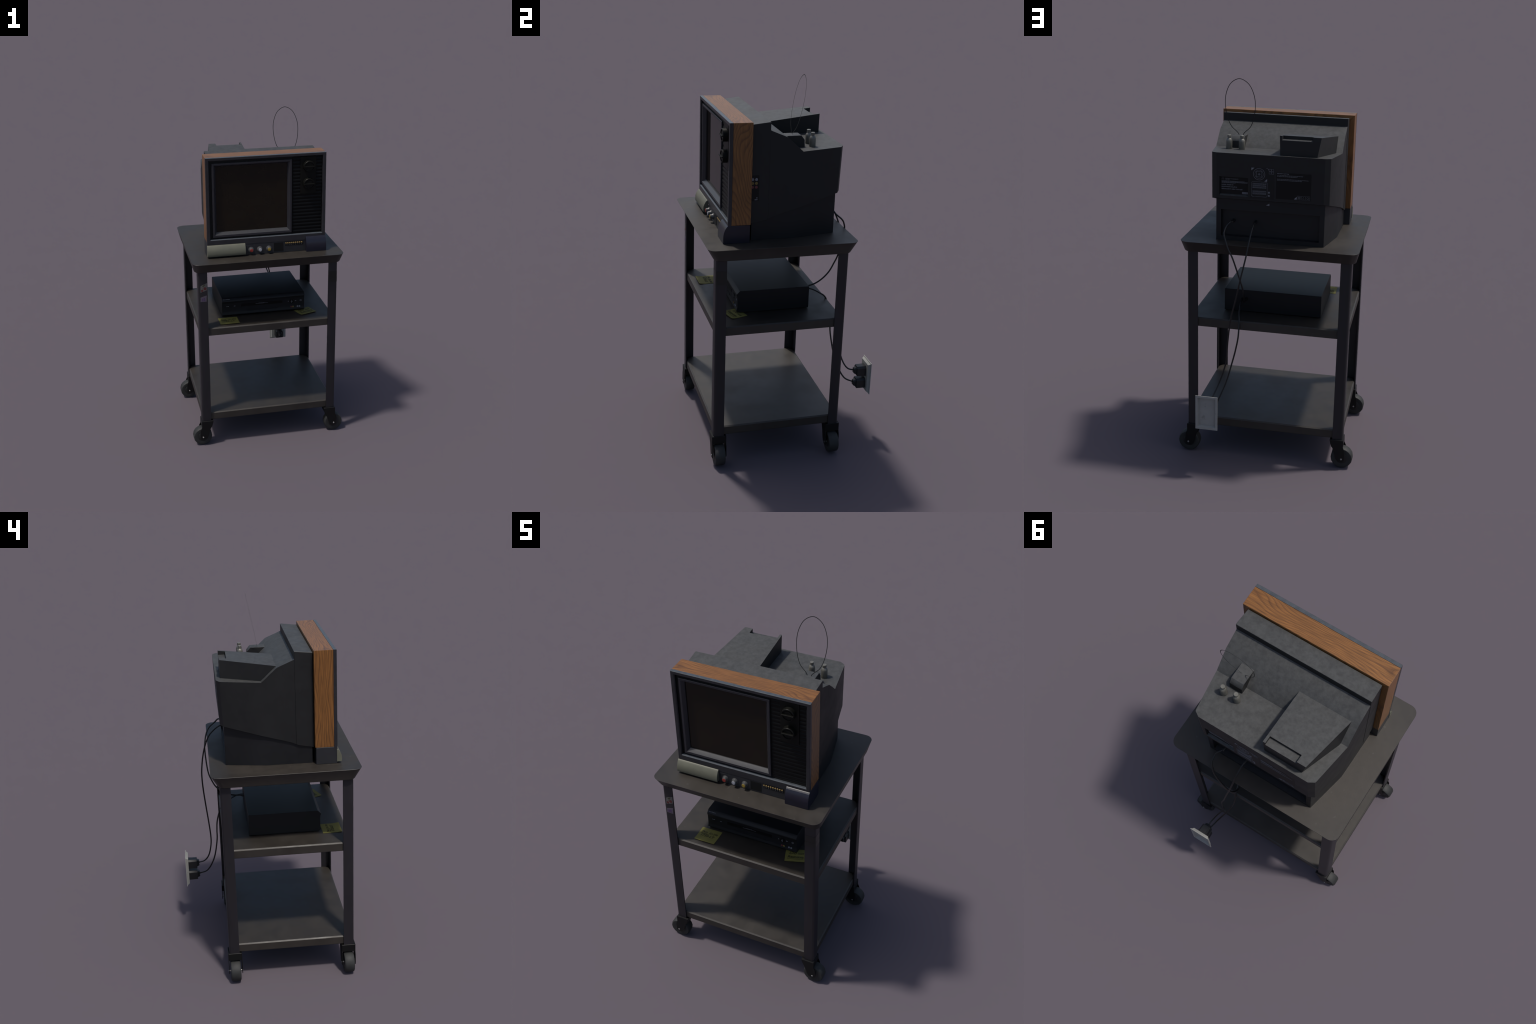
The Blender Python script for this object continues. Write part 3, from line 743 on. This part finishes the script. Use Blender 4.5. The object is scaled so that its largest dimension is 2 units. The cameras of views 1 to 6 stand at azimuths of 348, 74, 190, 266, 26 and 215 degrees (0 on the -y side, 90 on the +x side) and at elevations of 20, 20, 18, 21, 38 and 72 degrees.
pd.ring(bm, 0.1755, 0.8420, 0.0042, 0.0016); pd.poly(bm, [(0.1735, 0.8500), (0.1775, 0.8500), (0.1755, 0.8535)]); pd.poly(bm, [(0.1737, 0.8355), (0.1773, 0.8355), (0.1755, 0.8330)])
vs_.poly(bm, [(0.1525, 0.8445), (0.1565, 0.8420), (0.1565, 0.8475)], 0.001)
vs_.poly(bm, [(0.1970, 0.8415), (0.2010, 0.8440), (0.1970, 0.8470)], 0.001); vs_.rect(bm, 0.2020, 0.2045, 0.8418, 0.8465, 0.001)
vs_.ring(bm, 0.2330, 0.8450, 0.0056, 0.0016, 0.001)
for x in (-0.2300, -0.2240, -0.2185): vs_.rect(bm, x, x + 0.0036, 0.8430, 0.8452 + 0.001 * (x > -0.22), 0.001)
for x in (-0.1830, -0.1780): vs_.rect(bm, x, x + 0.0038, 0.8430, 0.8455, 0.001)
finish("button_mark", bm, "print", vcr, kind="stuff")
for x, mt in ((0.1730, "jackred"), (0.1845, "jackyellow"), (0.2130, "print"), (0.2255, "print")):
    bm = bmesh.new(); lathe(bm, [(0.0050, 0.0), (0.0050, 0.0030), (0.0030, 0.0032), (0.0026, 0.0012)], (x, -0.2747, 0.8075), "y", 14, -1); finish("front_jack", bm, mt, vcr)
bm = bmesh.new()
for x, z in ((0.140, 0.850), (0.160, 0.846)): lathe(bm, [(0.0090, 0.0), (0.0080, 0.008), (0.0050, 0.018)], (x, 0.1068, z), "y", 12)
finish("lead_socket", bm, "cable", vcr)
tube("power_lead", [(0.160, 0.108, 0.846), (0.159, 0.150, 0.842), (0.154, 0.203, 0.812), (0.147, 0.240, 0.778), (0.145, 0.264, 0.703), (0.155, 0.270, 0.636), (0.170, 0.272, 0.569), (0.197, 0.288, 0.462), (0.222, 0.310, 0.390), (0.243, 0.342, 0.335), (0.2570, 0.390, 0.3125)], CR, "cable", vcr)
tube("video_lead", [(0.193, 0.185, 1.2945), (0.196, 0.210, 1.2945), (0.205, 0.228, 1.290), (0.219, 0.243, 1.271), (0.221, 0.275, 1.243), (0.209, 0.293, 1.216), (0.194, 0.304, 1.179), (0.167, 0.310, 1.127), (0.132, 0.301, 1.017), (0.121, 0.284, 0.964),
                    (0.121, 0.258, 0.916), (0.128, 0.215, 0.878), (0.136, 0.165, 0.856), (0.140, 0.108, 0.850)], CR, "cable", vcr)

# ================================================================== WALL OUTLET
out = thing("wall_outlet", "dirty ivory wall outlet plate with two black plugs", "wall outlet")
px0, px1, pz0, pz1 = 0.2025, 0.3165, 0.2580, 0.4425
bm = bmesh.new()
def Q(d, y): return [(px0 + d, y, pz0 + d), (px1 - d, y, pz0 + d), (px1 - d, y, pz1 - d), (px0 + d, y, pz1 - d)]
vs = [[bm.verts.new(p) for p in r] for r in (Q(0.0, 0.4660), Q(0.0, 0.4630), Q(0.0055, 0.4615), Q(0.0125, 0.4500))]
bm.faces.new(vs[-1])
inner = [[bm.verts.new(p) for p in r] for r in (Q(0.0, 0.4662), Q(0.011, 0.4662), Q(0.0165, 0.4530))]
bm.faces.new(inner[-1])
for seq in (vs, inner):
    for a, b in zip(seq, seq[1:]):
        for i in range(4): bm.faces.new((a[i], a[(i + 1) % 4], b[(i + 1) % 4], b[i]))
bmesh.ops.remove_doubles(bm, verts=bm.verts, dist=0.0004)
finish("outlet_plate", bm, "ivory", out, 15)
for z in (0.3845, 0.3120):
    c = 0.2590
    bm = bmesh.new()
    def sec(y, w, h, k): return [(c - w, y, z - h), (c + w, y, z - h), (c + w, y, z + h - k), (c + w - k * 0.8, y, z + h), (c - w + k * 0.8, y, z + h), (c - w, y, z + h - k)]
    add_hull(bm, [sec(0.3990, 0.0225, 0.0255, 0.009), sec(0.4005, 0.0240, 0.0268, 0.010), sec(0.4505, 0.0255, 0.0275, 0.010)])
    add_hull(bm, [sec(0.3855, 0.0125, 0.0140, 0.005), sec(0.3930, 0.0150, 0.0170, 0.006), sec(0.3995, 0.0165, 0.0190, 0.006)])
    finish("power_plug", bm, "plug", out, 20)
